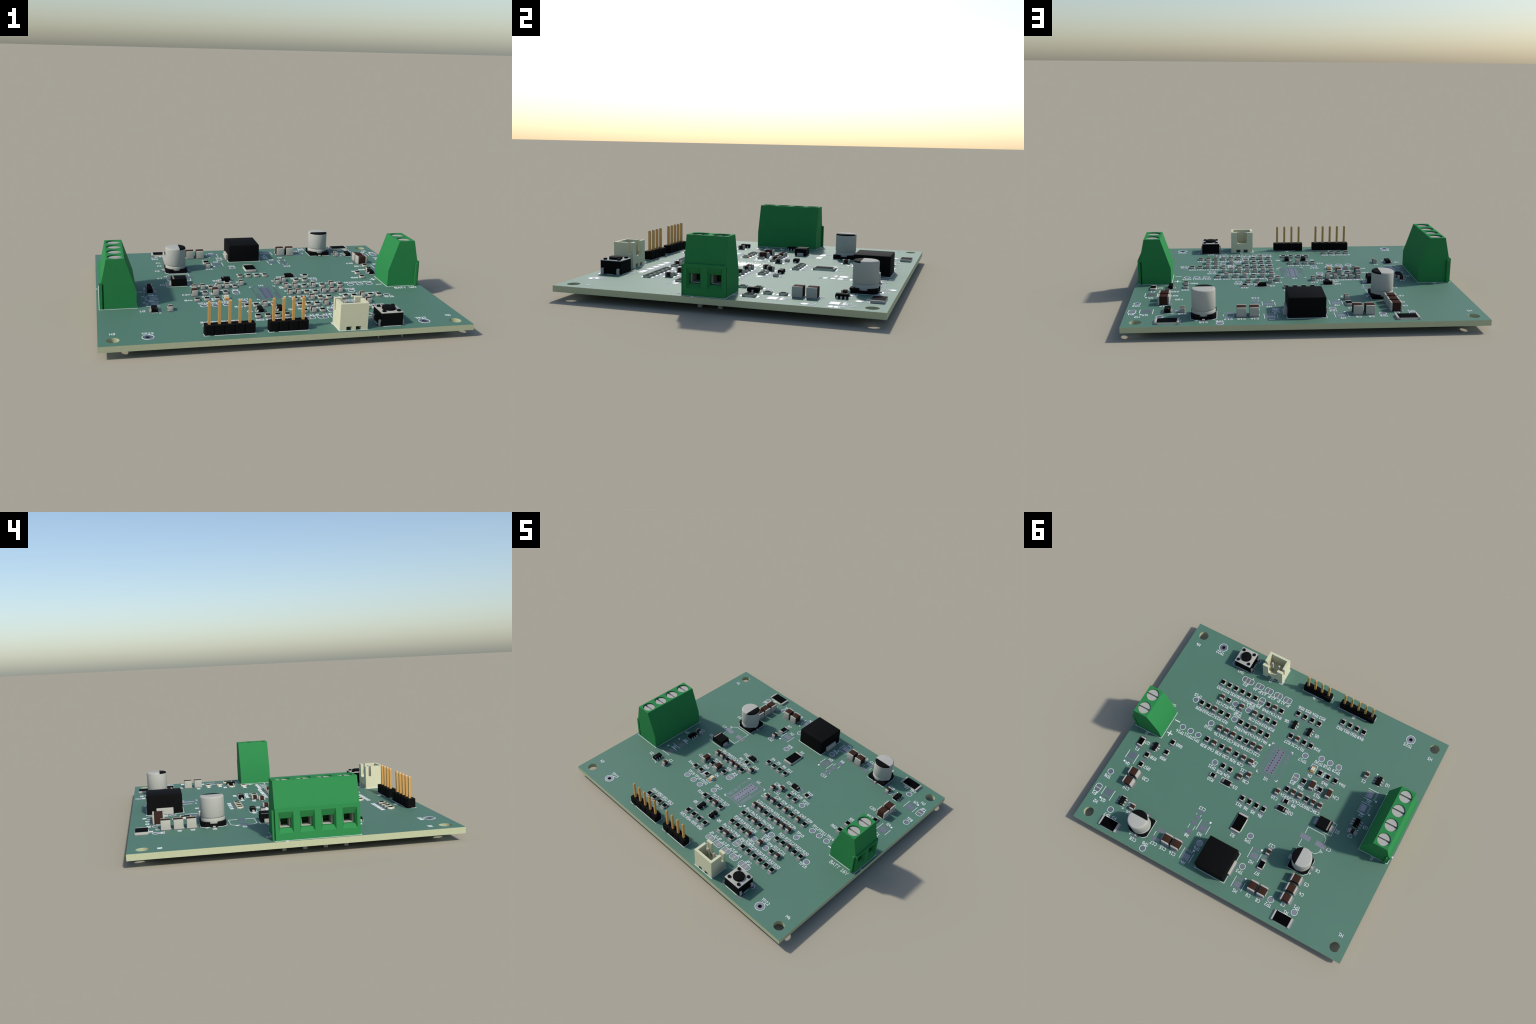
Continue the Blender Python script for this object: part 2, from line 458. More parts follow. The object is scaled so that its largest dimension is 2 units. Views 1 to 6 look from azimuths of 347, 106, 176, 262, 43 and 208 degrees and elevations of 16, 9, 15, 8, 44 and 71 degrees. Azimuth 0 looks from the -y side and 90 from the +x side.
for n, kind, x, y, ly in (("C17", "1210c", 21.46, 33.70, 36.90), ("C13", "0805c", 13.33, 21.33, 18.94), ("R8", "1206r", 13.36, 26.10, 29.24)):
    bare(kind, x, y)
    label(n, x + 0.03, ly)

for n, x, y, lx, ly in (
    ("TP9", COL(3), -19.84, 0, 2.02), ("TP13", COL(5), -19.84, 0, -1.74), ("TP15", 35.76, -14.49, 0, -1.72), ("TP16", COL(4), -14.49, -0.15, -1.80),
    ("TP10", 26.46, -9.33, 0, 1.88), ("TP14", 34.40, -3.35, -0.05, 2.02), ("TP11", 31.27, -3.35, -0.15, 1.90), ("TP12", 28.16, -3.35, -0.1, 1.94),
    ("TP8", 47.52, 22.49, 0.03, 1.88), ("TP7", 40.22, 33.92, 0, 1.98), ("TP6", 23.77, 40.0, 0, -1.70), ("TP4", 8.12, 29.55, -0.04, 1.88),
    ("TP5", -5.40, 19.37, 0, 1.84), ("TP3", -8.09, 29.55, 0, 1.90), ("TP2", -21.45, 34.57, 0.02, 1.90), ("TP1", -29.99, 34.58, 0, -1.76),
    ("TP17", -8.10, -14.40, 0.02, 2.02), ("TP20", -13.57, -16.07, 0.14, 1.90), ("TP18", -16.88, -16.07, 0.15, 1.88), ("TP19", -20.19, -16.08, 0.04, 1.92),
    ("TP21", 17.96, 2.63, 0, 1.92),
):
    test_point(x, y, n, lx, ly)

def ring_pad(name, x, y, r_in, r_out, n=36):
    b = Build()
    bm, s = b.bm, b.slot(PADM)
    loops = [[bm.verts.new((r * math.cos(2 * math.pi * i / n), r * math.sin(2 * math.pi * i / n), z)) for i in range(n)]
             for r, z in ((r_in, -0.02), (r_in, PAD_H), (r_out, PAD_H), (r_out, -0.02))]
    for k in range(4):
        for i in range(n):
            bm.faces.new((loops[k][i], loops[k][(i + 1) % n], loops[(k + 1) % 4][(i + 1) % n], loops[(k + 1) % 4][i]))
    place(name, b.mesh(name), x, y)
for (x, y), n, lx in zip(PROBE, ("TP22", "TP23"), (0.04, 0.04)):
    ring_pad("test_pad", x, y, 0.62, 1.31)
    ring(x, y, 1.52, w=0.14, n=44)
    label(n, x + lx, y + 2.36)
for n, x, y in (("H4", 46.20, -33.83), ("H3", -46.26, -33.83), ("H2", 46.33, 33.84), ("H1", -46.32, 33.79)):
    label(n, x, y)

# ------------------------------------------------------------------ solder jumpers: rounded half pads with a bare gap
def jumper(x, y, n, rot, name, lx, ly, text=None):
    """n pads in a row along local x, round outer ends."""
    def turn(p):
        a = math.radians(rot)
        return (x + p[0] * math.cos(a) - p[1] * math.sin(a), y + p[0] * math.sin(a) + p[1] * math.cos(a))
    pitch, hw, hh, r = 1.36, 0.525, 0.785, 0.52
    for i in range(n):
        c = (i - (n - 1) / 2) * pitch
        left = [(-hw, hh), (-hw, -hh)]
        right = [(hw, -hh), (hw, hh)]
        if i == 0:
            left = [(-hw + r + r * math.cos(math.radians(a)), hh - r + r * math.sin(math.radians(a))) for a in (90, 112, 135, 158, 180)] + \
                   [(-hw + r + r * math.cos(math.radians(a)), -hh + r + r * math.sin(math.radians(a))) for a in (180, 202, 225, 248, 270)]
        if i == n - 1:
            right = [(hw - r + r * math.cos(math.radians(a)), -hh + r + r * math.sin(math.radians(a))) for a in (270, 292, 315, 338, 360)] + \
                    [(hw - r + r * math.cos(math.radians(a)), hh - r + r * math.sin(math.radians(a))) for a in (0, 22, 45, 68, 90)]
        b = Build()
        b.prism([(px, py) for px, py in left + right], -0.02, PAD_H, PADM)
        q = turn((c, 0))
        place("jumper_pad", b.mesh("jumper_pad"), q[0], q[1], rot)
        if i:
            g = Build()
            g.box(0, 0, pitch - 2 * hw - 0.02, 2 * hh, -0.02, 0.012, FR4)
            q = turn((c - pitch / 2, 0))
            place("bare_gap", g.mesh("bare_gap"), q[0], q[1], rot)
    half = (n - 1) / 2 * pitch + 0.79
    line(*[turn(p) for p in round_rect(0, 0, 2 * half, 2.10, 0.72, 5)], closed=True, w=0.125)
    label(text or name, x + lx, y + ly)
for i in range(4):
    jumper(18.37 - 3.752 * i, -29.83, 2, 0, "JP_A%d" % (4 - i), -0.05, 1.76)
jumper(23.15, -29.86, 3, 0, "JP2", 0, 1.84)
jumper(14.93, -25.04, 2, 90, "JP6", 0.02, 2.26)
jumper(-8.93, -5.84, 2, 90, "JP3", 0, 2.15)
jumper(48.17, 29.34, 2, 90, "JP1", -0.05, 2.14)
blob([(21.88, -31.02), (21.58, -31.46), (22.18, -31.46)])

# ------------------------------------------------------------------ footprints of parts that are not fitted
def power_fet(x, y, rot, name, lx, ly):
    a = math.radians(rot)
    c, s = round(math.cos(a)), round(math.sin(a))
    T = lambda px, py: (x + px * c - py * s, y + px * s + py * c)
    b = Build()
    poly = [(-1.18, -0.52), (1.18, -0.52)]
    for fx in (1.04, 0.35, -0.35, -1.04):                     # comb of four fingers on the far side
        poly += [(fx + 0.2, 1.12), (fx + 0.2, 1.80), (fx - 0.2, 1.80), (fx - 0.2, 1.12)]
    poly = [(-1.24, -0.52), (1.24, -0.52)] + [(min(px, 1.24), py) for px, py in poly[2:]]
    b.prism(poly, -0.02, PAD_H, PADM)
    place("solder_pad", b.mesh("comb_pad"), x, y, rot)
    for fx in (-1.04, -0.35, 0.35, 1.04):
        q = T(fx, -1.62)
        tiny(q[0], q[1], *((0.40, 0.74) if c else (0.74, 0.40)))
    line(T(1.83, -1.92), T(1.83, 1.87), w=0.14)
    line(T(-1.84, -1.17), T(-1.84, 1.86), w=0.14)
    q = T(-1.33, -2.38)
    blob(circle(q[0], q[1], 0.34, 20))
    label(name, lx, ly)
for n, x, y, rot, lx, ly in (
    ("M3", 9.80, 24.20, 0, 9.78, 26.96), ("M4", 9.80, 35.05, 0, 9.77, 37.72), ("M2", -9.77, 24.20, 0, -9.75, 26.96), ("M1", -9.77, 35.05, 0, -9.80, 37.70),
    ("Q4", 44.20, 14.55, 180, 44.18, 17.29), ("Q3", 44.20, 29.55, 180, 44.25, 32.33), ("Q1", -34.35, -12.50, -90, -34.45, -10.0), ("Q2", -34.36, -7.20, -90, -34.31, -4.63),
):
    power_fet(x, y, rot, n, lx, ly)

def driver_footprint():
    b = Build()                                               # stepped heat pad, its vias drilled through
    b.prism([(1.62, -12.21), (1.48, -6.43), (2.04, -6.43), (2.04, -2.58), (-1.62, -2.58), (-1.62, -12.21)], -0.02, PAD_H, PADM)
    cut = Build()
    for x, y in VIA:
        cut.prism(circle(x, y, 0.2, 10), -1, 1, HOLE)
    place("solder_pad", boolean(b.mesh("heat_pad"), [cut.mesh("tmp")], "heat_pad"))
    p = 0.524
    for k in range(20):
        y = -12.40 + p * k
        if 1 <= k <= 10: tiny(2.93, y, 1.46, 0.28)
        else: tiny(3.42, y, 0.66, 0.28)
        if k in (1, 2, 3, 4, 6, 7, 8, 10): tiny(-3.02, y, 1.52, 0.28)
        elif k in (0, 11, 12, 14, 15, 16, 17, 19): tiny(-3.48, y, 0.62, 0.28)
    for k in range(12):
        tiny(2.88 - p * k, -12.92, 0.28, 0.70)
        if k not in (5, 9): tiny(2.88 - p * k, -1.60, 0.28, 0.74)
    for cx, cy, sx, sy in ((4.02, -13.28, -1, 1), (-3.90, -13.28, 1, 1), (3.96, -1.36, -1, -1), (-3.92, -1.36, 1, -1)):
        line((cx + sx * 0.62, cy), (cx, cy), (cx, cy + sy * 0.62), w=0.2)
    for a in range(0, 180, 60):
        dx, dy = 0.34 * math.cos(math.radians(a)), 0.34 * math.sin(math.radians(a))
        line((4.61 - dx, -11.92 - dy), (4.61 + dx, -11.92 + dy), w=0.2)
    label("U1", -0.03, -0.40)
driver_footprint()

def can_outline(x, y, rot, plus):
    """Printed outline of a chip electrolytic: square, two cut corners at the + end (local -x), gaps at the pads."""
    a = math.radians(rot)
    T = lambda px, py: (x + px * math.cos(a) - py * math.sin(a), y + px * math.sin(a) + py * math.cos(a))
    h, c, g = 3.57, 1.12, 1.12
    line(T(-h, -g), T(-h, -h + c), T(-h + c, -h), T(h, -h), T(h, -g))
    line(T(-h, g), T(-h, h - c), T(-h + c, h), T(h, h), T(h, g))
    q = T(-4.12, 1.94 * plus)
    line((q[0] - 0.42, q[1]), (q[0] + 0.42, q[1]))
    line((q[0], q[1] - 0.42), (q[0], q[1] + 0.42))
can_outline(-24.37, 10.99, 0, 1)
for sx in (-1, 1):
    place("solder_pad", pad_mesh(3.67, 1.68, 0.26), -24.37 + sx * 2.82, 11.01)
label("C7", -30.25, 11.1)

# ------------------------------------------------------------------ aluminium electrolytic capacitors
def electrolytic(x, y, rot):
    R = 3.28
    can = Build()
    prof = [(R - 0.35, 0.72), (R - 0.08, 0.84), (R, 1.05), (R, 1.95), (R - 0.06, 2.08), (R - 0.2, 2.16), (R - 0.2, 2.30), (R - 0.06, 2.40), (R, 2.55),
            (R, 7.62), (R - 0.05, 7.82), (R - 0.16, 7.97), (R - 0.34, 8.06), (R - 0.52, 8.08)]
    faces = can.lathe(prof, ALU, n=56)
    # black polarity mark: the top of the can beyond a straight chord on the minus side
    can.bm.faces.ensure_lookup_table()
    cutx = 1.02
    geom = [f for f in can.bm.faces] + [e for e in can.bm.edges] + [v for v in can.bm.verts]
    bmesh.ops.bisect_plane(can.bm, geom=geom, plane_co=(cutx, 0, 0), plane_no=(1, 0, 0), dist=1e-5)
    s = can.slot(BLACK)
    for f in can.bm.faces:
        c = f.calc_center_median()
        if c.x > cutx and c.z > 7.66:
            f.material_index = s
    o = place("electrolytic_capacitor", can.mesh("electrolytic_capacitor", smooth=35), x, y, rot)
    base = Build()
    h, c = 3.45, 1.05
    base.prism([(-h, -h + c), (-h + c, -h), (h, -h), (h, h), (-h + c, h), (-h, h - c)], 0.06, 0.82, BLACK, bevel=0.06, seg=1)
    # raised corners that cradle the can
    for sx, sy in ((1, 1), (1, -1), (-1, 1), (-1, -1)):
        a0 = 18
        arcp = [(sx * (R + 0.05) * math.cos(math.radians(a0 + (90 - 2 * a0) * i / 8)), sy * (R + 0.05) * math.sin(math.radians(a0 + (90 - 2 * a0) * i / 8))) for i in range(9)]
        tipx = arcp[-1][0]
        if sx > 0:
            out = [(tipx, sy * h), (sx * h, sy * h), (sx * h, arcp[0][1])]
        else:
            out = [(tipx, sy * h), (-h + c, sy * h), (-h, sy * (h - c)), (-h, arcp[0][1])]
        poly = arcp + out
        area = sum(poly[i][0] * poly[(i + 1) % len(poly)][1] - poly[(i + 1) % len(poly)][0] * poly[i][1] for i in range(len(poly)))
        base.prism(poly if area > 0 else poly[::-1], 0.80, 1.36, BLACK)
    place("base", base.mesh("base"), parent=o)
    lead = Build()
    lead.box(3.60, 0, 1.1, 0.70, PAD_H + 0.005, 0.30, LEAD, bevel=0.04)
    lm = lead.mesh("lead")
    for r in (0, 180):
        place("lead", lm, 0, 0, r, parent=o)
        place("solder_pad", pad_mesh(3.67, 1.68, 0.26), 2.82 if r == 0 else -2.82, 0, 0, parent=o)
electrolytic(-24.38, 19.10, 0)
can_outline(-24.38, 19.10, 0, 1)
label("C6", -30.36, 19.14)
electrolytic(28.17, 33.54, -90)
can_outline(28.17, 33.54, -90, 1)
label("C18", 28.19, 38.98)

# ------------------------------------------------------------------ power inductor
def inductor(x, y):
    b = Build()
    b.box(0, 0, 10.46, 10.5, 0.06, 5.82, BLACK, bevel=0.30, seg=4, bevel_sel=lambda e: max(v.co.z for v in e.verts) > 5 )
    o = place("inductor", b.mesh("inductor", smooth=40), x, y)
    t = Build()
    t.box(5.48, 0, 0.66, 4.92, PAD_H + 0.005, 1.87, LEAD, bevel=0.16, seg=3, bevel_sel=lambda e: min(v.co.z for v in e.verts) > 1.8 and min(v.co.x for v in e.verts) > 5.7)
    tm = t.mesh("terminal", smooth=40)
    for r in (0, 180):
        place("terminal", tm, 0, 0, r, parent=o)
        place("solder_pad", pad_mesh(2.6, 5.3, 0.26), 4.95 if r == 0 else -4.95, 0, 0, parent=o)
    X, Y = 5.52, 5.53
    for s in (-1, 1):
        line((x - X, y + s * 2.85), (x - X, y + s * Y), (x + X, y + s * Y), (x + X, y + s * 2.85))
inductor(-0.02, 31.68)

# ------------------------------------------------------------------ small moulded packages
def gull(b, x, y, dirx, w, x_in, x_out, z_top):
    """Gull-wing lead bent down from a package side."""
    t = 0.14
    prof = [(x_in, z_top), (x_in + 0.24, z_top), (x_in + 0.42, t + 0.05), (x_out, t + 0.05), (x_out, 0.05), (x_in + 0.30, 0.05), (x_in + 0.14, z_top - t), (x_in, z_top - t)]
    pts = [(x + dirx * px, pz) for px, pz in prof]
    if dirx < 0:
        pts = pts[::-1]
    b.prism(pts, y - w / 2, y + w / 2, LEAD, axis="y")

def moulded(name, wx, wy, z0, z1, inset=0.12, dot=None):
    b = Build()
    zm = (z0 + z1) / 2
    b.prism(rect(0, 0, wx - inset, wy - inset), z0, zm, BLACK, poly_top=rect(0, 0, wx, wy))
    b.prism(rect(0, 0, wx, wy), zm, z1, BLACK, poly_top=rect(0, 0, wx - 2 * inset, wy - 2 * inset))
    if dot:
        b.prism(circle(dot[0], dot[1], 0.14, 14), z1 - 0.02, z1 + 0.012, BAND)
    return b.mesh(name)

def sot23(x, y, name, lx, ly, flip=1):
    o = place("transistor", SOT3, x, y)
    place("lead", SOT3_LEADS, parent=o)
    for px, py in ((1.10, 0), (-1.10, -0.99), (-1.10, 0.99)):
        place("solder_pad", pad_mesh(1.40, 0.63, 0.15), px, py, 0, parent=o)
    line((x - 0.70, y + 1.60), (x + 0.72, y + 1.60))
    line((x - 0.70, y + 1.60), (x - 0.70, y + 1.52))
    line((x - 0.70, y - 0.58), (x - 0.70, y + 0.58))
    line((x - 0.70, y - 1.60), (x + 0.72, y - 1.60))
    blob([(x - 1.02, y), (x - 1.50, y + 0.32), (x - 1.50, y - 0.32)])
    label(name, lx, ly)
SOT3 = moulded("transistor", 1.38, 3.06, 0.14, 1.15, 0.10)
_b = Build()
gull(_b, 0, 0, 1, 0.44, 0.62, 1.30, 0.66)
for sy in (-1, 1):
    gull(_b, 0, sy * 0.99, -1, 0.44, 0.62, 1.30, 0.66)
SOT3_LEADS = _b.mesh("lead")
sot23(-5.26, -22.60, "Q5", -8.26, -22.61)
sot23(0.54, -22.56, "Q6", 3.66, -22.67)
sot23(38.86, 7.55, "Q7", 42.06, 7.59)

SOT6 = moulded("regulator_chip", 1.70, 3.06, 0.14, 1.18, 0.08, dot=(-0.42, 1.14))
_b = Build()
for sy in (-1, 0, 1):
    for sx in (-1, 1):
        gull(_b, 0, sy * 0.995, sx, 0.42, 0.80, 1.48, 0.66)
SOT6_LEADS = _b.mesh("lead")
def sot6(x, y, rot, name, lx, ly, lr=0):
    o = place("regulator_chip", SOT6, x, y, rot)
    place("lead", SOT6_LEADS, parent=o)
    for sx in (-1, 1):
        for sy in (-1, 0, 1):
            place("solder_pad", pad_mesh(1.38, 0.62, 0.15), sx * 1.26, sy * 0.995, 0, parent=o)
    s = -1 if rot else 1
    line((x - 0.86, y + 1.72), (x + 0.86, y + 1.72))
    line((x - 0.86, y - 1.72), (x + 0.86, y - 1.72))
    cx, cy = x - s * 1.42, y + s * 1.92
    blob([(cx, cy - s * 0.22), (cx + 0.36, cy + s * 0.30), (cx - 0.36, cy + s * 0.30)][::s])
    label(name, lx, ly, lr)
sot6(38.32, 29.50, 0, "U4", 35.55, 29.43, 90)
sot6(-34.34, -18.12, 180, "U2", -37.56, -18.16)
sot6(-34.35, -1.36, 0, "U3", -37.53, -1.39)

def diode(x, y, rot, L, W, H, band_at, band_w, lead_w, reach, pad, silk, name, lx, ly):
    """Two-lead moulded diode; cathode (band) at local -x."""
    b = Build()
    zm = 0.45 * H
    b.prism(rect(0, 0, L - 0.14, W - 0.14), 0.14, zm, BLACK, poly_top=rect(0, 0, L, W))
    b.prism(rect(0, 0, L, W), zm, H, BLACK, poly_top=rect(0, 0, L - 0.28, W - 0.2))
    o = place("diode", b.mesh("diode"), x, y, rot)
    k = Build()
    bx = -L / 2 + band_at
    k.box(bx, 0, band_w, W - 0.19, H - 0.02, H + 0.014, BAND)
    place("polarity_band", k.mesh("polarity_band"), parent=o)
    t = Build()
    t.box((L / 2 + reach) / 2 + 0.0, 0, reach - L / 2 + 0.6, lead_w, PAD_H + 0.005, 0.22, LEAD)
    t.box(L / 2 + 0.04, 0, 0.2, lead_w, PAD_H + 0.005, zm, LEAD, bevel=0.04)
    tm = t.mesh("lead")
    for r in (0, 180):
        place("lead", tm, 0, 0, r, parent=o)
        place("solder_pad", pad_mesh(pad[1], pad[2], 0.26), pad[0] if r == 0 else -pad[0], 0, 0, parent=o)
    s = -1 if rot else 1
    line((x + s * silk[1], y - silk[2]), (x - s * silk[0], y - silk[2]), (x - s * silk[0], y + silk[2]), (x + s * silk[1], y + silk[2]))
    label(name, lx, ly)
diode(-25.02, 4.40, 0, 4.78, 3.80, 2.36, 0.66, 0.50, 2.1, 2.58, (2.25, 2.62, 2.41), (3.80, 2.25, 2.28), "D1", -29.94, 4.38)
diode(-10.00, 6.25, 0, 2.80, 1.58, 1.14, 0.50, 0.28, 0.62, 1.95, (1.73, 0.95, 1.26), (2.34, 1.78, 1.05), "D2", -13.33, 6.24)
diode(10.76, 7.08, 180, 2.80, 1.58, 1.14, 0.30, 0.34, 0.62, 1.95, (1.73, 0.95, 1.26), (2.34, 1.72, 1.05), "D3", 7.50, 7.16)

def lamp(x, y):
    b = Build()
    b.box(0, 0, 1.30, 1.95, 0.05, 0.44, CERAM)
    b.prism(rect(0, 0, 1.24, 1.38), 0.44, 1.08, LENS, poly_top=rect(0, 0, 1.20, 1.16), bevel=0.05)
    o = place("status_lamp", b.mesh("status_lamp"), x, y)
    t = Build()
    t.box(0, 0.86, 1.32, 0.40, 0.042, 0.50, AMBER, bevel=0.05)
    tm = t.mesh("terminal")
    for r in (0, 180):
        place("terminal", tm, 0, 0, r, parent=o)
        place("solder_pad", pad_mesh(1.5, 1.2, 0.26), 0, 1.10 if r == 0 else -1.10, 0, parent=o)
    line((x + 1.04, y + 1.06), (x + 1.04, y - 1.94), (x - 1.04, y - 1.94), (x - 1.04, y + 1.06))
    label("D4", x - 0.03, y + 2.46)
lamp(-12.72, -11.08)

# ------------------------------------------------------------------ screw terminal blocks
POLE = 5.268
def terminal_block(x, y, rot, n):
    """n-pole screw terminal, wire entries facing local -x; local origin at the block's middle, entry face at -5.07."""
    half = n * POLE / 2
    prof = [(-5.07, 0.02), (5.07, 0.02), (5.07, 5.05), (1.98, 14.42), (-3.01, 14.42), (-4.42, 7.86), (-5.07, 7.72)]
    body = Build()
    body.prism(prof, -half, half, GREEN, axis="y")
    centres = [-half + POLE * (i + 0.5) for i in range(n)]
    cut = Build()
    for c in centres:
        # flared wire entry, then a square tunnel
        cut.prism([(c + p, q) for p, q in ((-1.86, 1.79), (1.86, 1.79), (1.86, 7.10), (-1.86, 7.10))], -5.10, -4.25, GREEN, axis="x",
                  poly_top=[(c + p, q) for p, q in ((-1.39, 2.90), (1.39, 2.90), (1.39, 5.36), (-1.39, 5.36))])
    cut2 = Build()
    for c in centres:
        cut2.prism([(c + p, q) for p, q in ((-1.385, 2.905), (1.385, 2.905), (1.385, 5.355), (-1.385, 5.355))], -4.30, 1.9, GREEN, axis="x")
    cut3 = Build()
    for c in centres:
        cut3.prism(circle(-0.52, c, 2.14, 40), 12.6, 15.0, GREEN)
    cut3.box(-4.08, -half, 0.43, 1.5, -0.5, 7.35, GREEN)        # dovetail groove on one end
    me = boolean(body.mesh("b"), [k.mesh("k") for k in (cut, cut2, cut3)], "terminal_block")
    me.polygons.foreach_set("use_smooth", [True] * len(me.polygons))
    me.set_sharp_from_angle(angle=math.radians(25))
    o = place("terminal_block", me, x, y, rot)
    rib = Build()                                                # dovetail rib on the other end
    y0 = half - 0.02
    rib.prism([(-4.30, y0), (-3.88, y0), (-3.70, half + 0.70), (-4.52, half + 0.70)], 0.02, 7.42, GREEN, bevel=0.06, seg=1,
              bevel_sel=lambda e: min(v.co.y for v in e.verts) > half + 0.5)
    place("dovetail_rib", rib.mesh("dovetail_rib"), parent=o)
    scr = Build()
    r = 2.04
    w, zt, zs = 0.29, 14.02, 13.35                               # slot half width, top, slot floor
    import_n = 28
    a = math.asin(w / r)
    for sgn in (1, -1):
        seg = [(r * math.cos(t), sgn * r * math.sin(t)) for t in [a + (math.pi - 2 * a) * i / import_n for i in range(import_n + 1)]]
        scr.prism(seg[::sgn], zs, zt, STEEL)
    scr.prism(circle(0, 0, r, 48), 12.62, zs, STEEL)
    sm = scr.mesh("screw")
    clamp = Build()
    for sy in (-1, 1):
        clamp.box(-1.6, sy * 1.24, 3.2, 0.26, 2.93, 5.33, STEEL)
    clamp.box(-1.6, 0, 3.2, 2.22, 2.93, 3.12, STEEL)
    cm = clamp.mesh("wire_clamp")
    pin = Build()
    pin.box(0, 0, 1.05, 1.05, -TOP, -0.3, STEEL, bevel=0.08, seg=1)
    pm = pin.mesh("solder_pin")
    for c in centres:
        place("screw", sm, -0.52, c, 0, parent=o)
        place("wire_clamp", cm, -0.1, c, 0, parent=o)
        place("solder_pin", pm, -0.52, c, 0, parent=o)
    s = -1 if rot else 1
    X, Y = 5.22, half + 0.17
    line((x - X, y - Y), (x + X, y - Y), (x + X, y + Y), (x - X, y + Y), closed=True)
    cx, cy = x - s * 5.72, y + s * centres[-1]
    blob([(cx + s * 0.30, cy), (cx - s * 0.22, cy + 0.42), (cx - s * 0.22, cy - 0.42)][::s])
terminal_block(-44.06, -4.57, 0, 4)
terminal_block(44.06, -1.58, 180, 2)
label("J1", -44.07, 7.0)
label("J2", 44.11, 4.62)
label("BATT 16V", 44.42, -8.71, size=1.2 * MM)
line((36.30, -4.42), (38.12, -4.42), w=0.30)
line((36.26, 0.86), (38.14, 0.86), w=0.30)
line((37.20, -0.08), (37.20, 1.80), w=0.30)

# ------------------------------------------------------------------ pin headers
def pin_header(xc, y, n, name, lx, ly):
    P = 2.655
    b = Build()
    hw, ch = P / 2, 0.27
    d = 1.27
    upper, lower = [], []
    for i in range(n):                                           # chamfered block for every pin, joined at a narrow waist
        c = (i - (n - 1) / 2) * P
        lower += [(c - hw, -d + ch), (c - hw + ch, -d), (c + hw - ch, -d), (c + hw, -d + ch)]
        upper += [(c - hw, d - ch), (c - hw + ch, d), (c + hw - ch, d), (c + hw, d - ch)]
    poly = lower + upper[::-1]
    clean = [p for i, p in enumerate(poly) if (Vector(p) - Vector(poly[i - 1])).length > 1e-4]
    b.prism(clean, 0.06, 2.66, BLACK, bevel=0.05, seg=1, bevel_sel=lambda e: min(v.co.z for v in e.verts) > 2.5)
    o = place("pin_header", b.mesh("pin_header"), xc, y)
    p = Build()
    t = 0.335
    sq = lambda h: rect(0, 0, 2 * h, 2 * h)
    p.prism(sq(t), -2.85, 8.62, GOLD)
    p.prism(sq(t), 8.62, 8.97, GOLD, poly_top=sq(0.19))
    p.prism(sq(0.19), -3.14, -2.85, GOLD, poly_top=sq(t))
    bmesh.ops.remove_doubles(p.bm, verts=p.bm.verts, dist=1e-5)
    inner = [f for f in p.bm.faces if all(abs(v.co.z - f.verts[0].co.z) < 1e-4 for v in f.verts) and -3 < f.verts[0].co.z < 8.8]
    bmesh.ops.delete(p.bm, geom=inner, context="FACES_ONLY")
    pm = p.mesh("pin")
    for i in range(n):
        place("pin", pm, (i - (n - 1) / 2) * P, 0, 0, parent=o)
    l, r, k = xc - n * hw - 0.07, xc + n * hw + 0.07, 1.36
    inner_l = xc - n * hw + P
    line((inner_l, y - k), (r, y - k), (r, y + k), (inner_l, y + k), closed=True)
    line((l, y), (l, y - k), (l + 1.40, y - k))
    label(name, lx, ly)
pin_header(-16.68, -37.35, 5, "J5", -16.42, -35.10)
pin_header(-1.11, -37.35, 4, "J4", -0.79, -35.10)

# ------------------------------------------------------------------ push switch
def push_switch():
    x, y = SW
    b = Build()
    b.box(0, 0, 6.12, 6.12, 0.06, 3.66, BLACK, bevel=0.05, seg=1)
    o = place("push_switch", b.mesh("push_switch"), x, y)
    c = Build()
    c.box(0, 0, 6.20, 6.20, 3.62, 3.79, STEEL, bevel=0.08, seg=2, bevel_sel=lambda e: min(v.co.z for v in e.verts) > 3.7 or abs(e.verts[0].co.z - e.verts[1].co.z) > 0.05)
    place("cover_plate", c.mesh("cover_plate", smooth=40), parent=o)
    k = Build()
    k.lathe([(1.84, 3.70), (1.84, 4.30), (1.80, 4.40), (1.70, 4.45)], BLACK, n=44)
    place("button", k.mesh("button", smooth=40), parent=o)
    s = Build()
    s.lathe([(0.53, 3.70), (0.53, 4.12), (0.47, 4.20)], BLACK, n=24)
    sm = s.mesh("rivet", smooth=40)
    for sx in (-1, 1):
        for sy in (-1, 1):
            place("rivet", sm, sx * 2.08, sy * 2.08, 0, parent=o)
    leg = Build()                                                # strap that comes out of the side and runs down to a point
    prof = [(3.0, 1.62), (3.28, 1.62), (3.46, 1.50), (3.52, 1.28), (3.52, 0.0), (3.54, -2.2), (3.46, -TOP), (3.30, -TOP), (3.20, -2.2), (3.20, 1.20), (3.0, 1.32)]
    leg.prism(prof[::-1], -0.37, 0.37, STEEL, axis="y")
    lm = leg.mesh("leg")
    for r in (0, 180):
        for sy in (-1, 1):
            place("leg", lm, 0, sy * 2.36, r, parent=o)
    for px, py in SW_LEGS:
        ring_pad("solder_pad", px, py, 0.57, 1.04)
    for s_ in (-1, 1):
        line((x - 2.45, y + s_ * 3.26), (x + 2.45, y + s_ * 3.26))
        line((x + s_ * 3.45, y - 0.88), (x + s_ * 3.45, y + 0.84))
    label("SW1", x, y + 4.50)
push_switch()

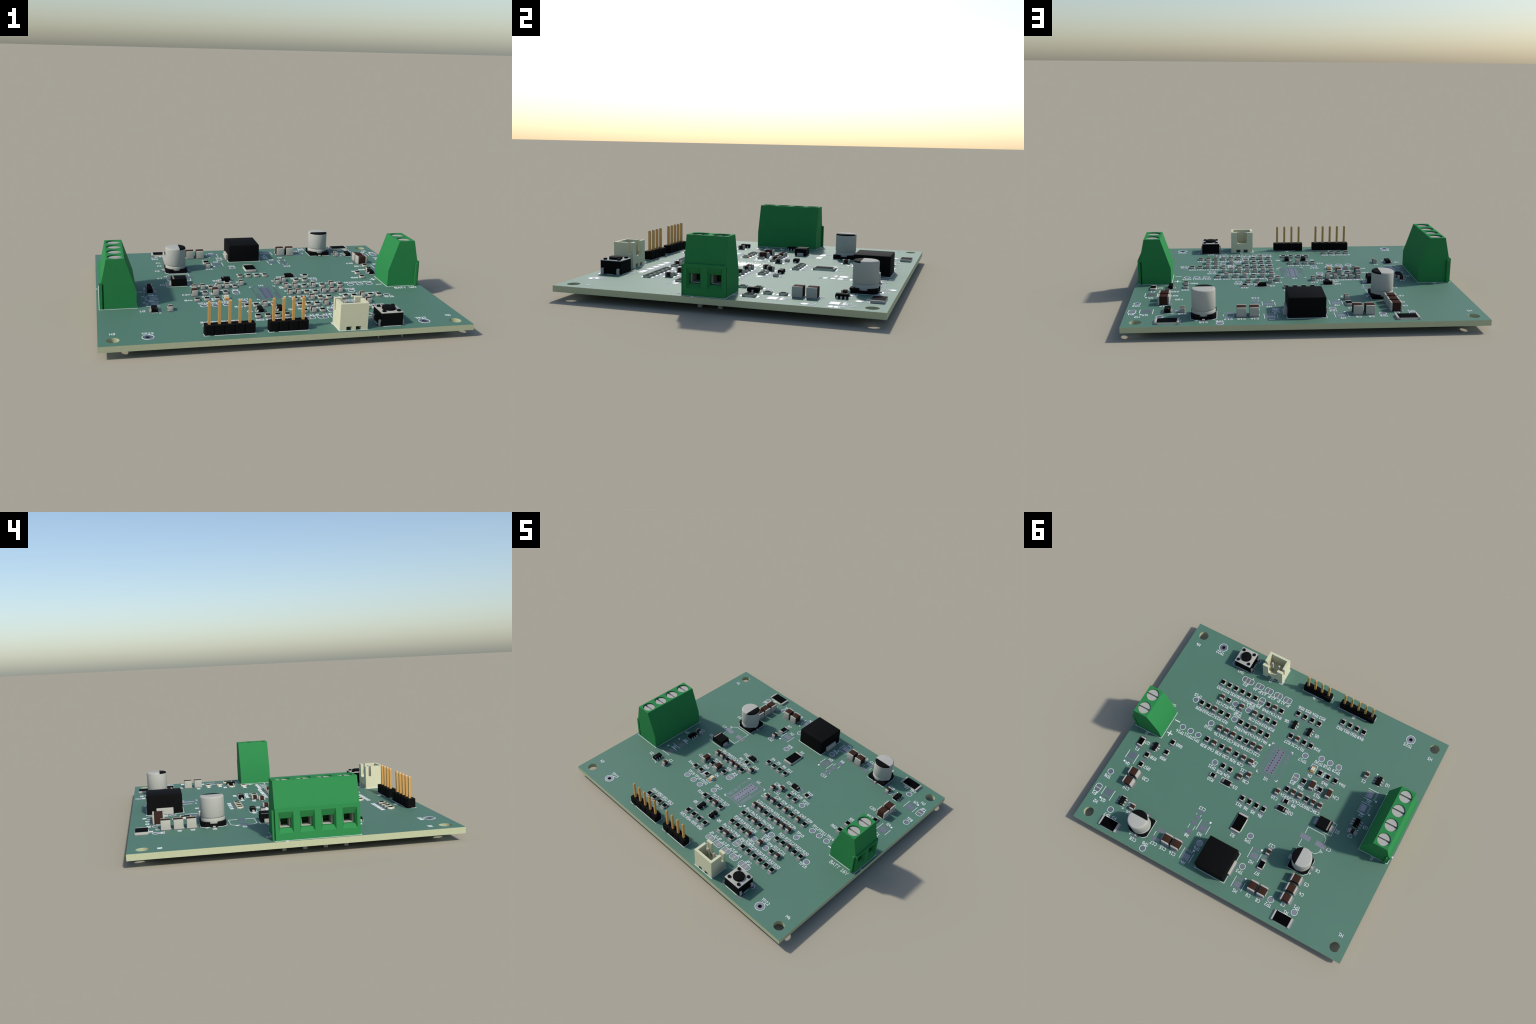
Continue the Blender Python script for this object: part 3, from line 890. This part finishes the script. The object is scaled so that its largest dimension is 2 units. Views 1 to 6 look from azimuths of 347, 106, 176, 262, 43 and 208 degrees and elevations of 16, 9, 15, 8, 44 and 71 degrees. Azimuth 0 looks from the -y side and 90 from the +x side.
# ------------------------------------------------------------------ two-way shrouded wire connector
def wire_connector():
    x, y = 15.88, -37.62
    wx, wy, H = 7.72, 5.98, 7.36
    outer = Build()
    outer.box(0, 0, wx, wy, 0.04, H, CREAM)
    cav = Build()
    cav.prism(rect(0, -0.05, wx - 1.72, wy - 1.65), 1.75, H + 1, CREAM)
    # wide U cut in the wall that faces the board, rounded at the bottom
    uc = Build()
    r = 0.72
    upoly = [(1.76, H + 1), (-1.76, H + 1)] + [(-1.76 + r - r * math.cos(math.radians(a)), 3.25 + r - r * math.sin(math.radians(a))) for a in range(0, 91, 15)] + \
            [(1.76 - r + r * math.sin(math.radians(a)), 3.25 + r - r * math.cos(math.radians(a))) for a in range(0, 91, 15)]
    uc.prism(upoly, 1.6, 4.0, CREAM, axis="y")
    sl = Build()                                                 # narrow slots in both side walls
    for s in (-1, 1):
        sl.box(s * 3.6, 1.64, 2.2, 0.86, 4.0, H + 1, CREAM)
    nt = Build()                                                 # four small notches along the foot
    for px in (-1.31, 1.31):
        nt.box(px, 0, 1.48, 9.0, -0.5, 1.06, CREAM)
    me = boolean(outer.mesh("o"), [k.mesh("k") for k in (cav, uc, sl, nt)], "wire_connector")
    me.polygons.foreach_set("use_smooth", [True] * len(me.polygons))
    me.set_sharp_from_angle(angle=math.radians(30))
    o = place("wire_connector", me, x, y)
    p = Build()
    p.box(0, 0, 0.67, 0.67, -3.4, 6.82, LEAD)
    p.prism(rect(0, 0, 0.67, 0.67), 6.82, 7.05, LEAD, poly_top=rect(0, 0, 0.42, 0.42))
    pm = p.mesh("pin")
    for px in (-1.31, 1.31):
        place("pin", pm, px, 0.56, 0, parent=o)
    X0, X1, Y0, Y1 = x - 3.98, x + 3.98, y - 3.12, y + 3.08
    line((X0, Y0), (X1, Y0), (X1, Y1), (X0, Y1), closed=True)
    line((X0 - 0.28, Y1 - 1.25), (X0 - 0.28, Y1 + 0.27), (X0 + 1.10, Y1 + 0.27))
    label("J3", x + 0.09, y + 3.98)
wire_connector()

# ------------------------------------------------------------------ finish printed matter and fine pads
silk = place("silkscreen", SILK.mesh("silkscreen"))
silk["kind"] = "stuff"
for me, x, y, rot in LABELS:
    place("printed_label", me, x, y, rot, parent=silk)
fine = place("fine_pitch_pads", TINY.mesh("fine_pitch_pads"))
fine["kind"] = "stuff"
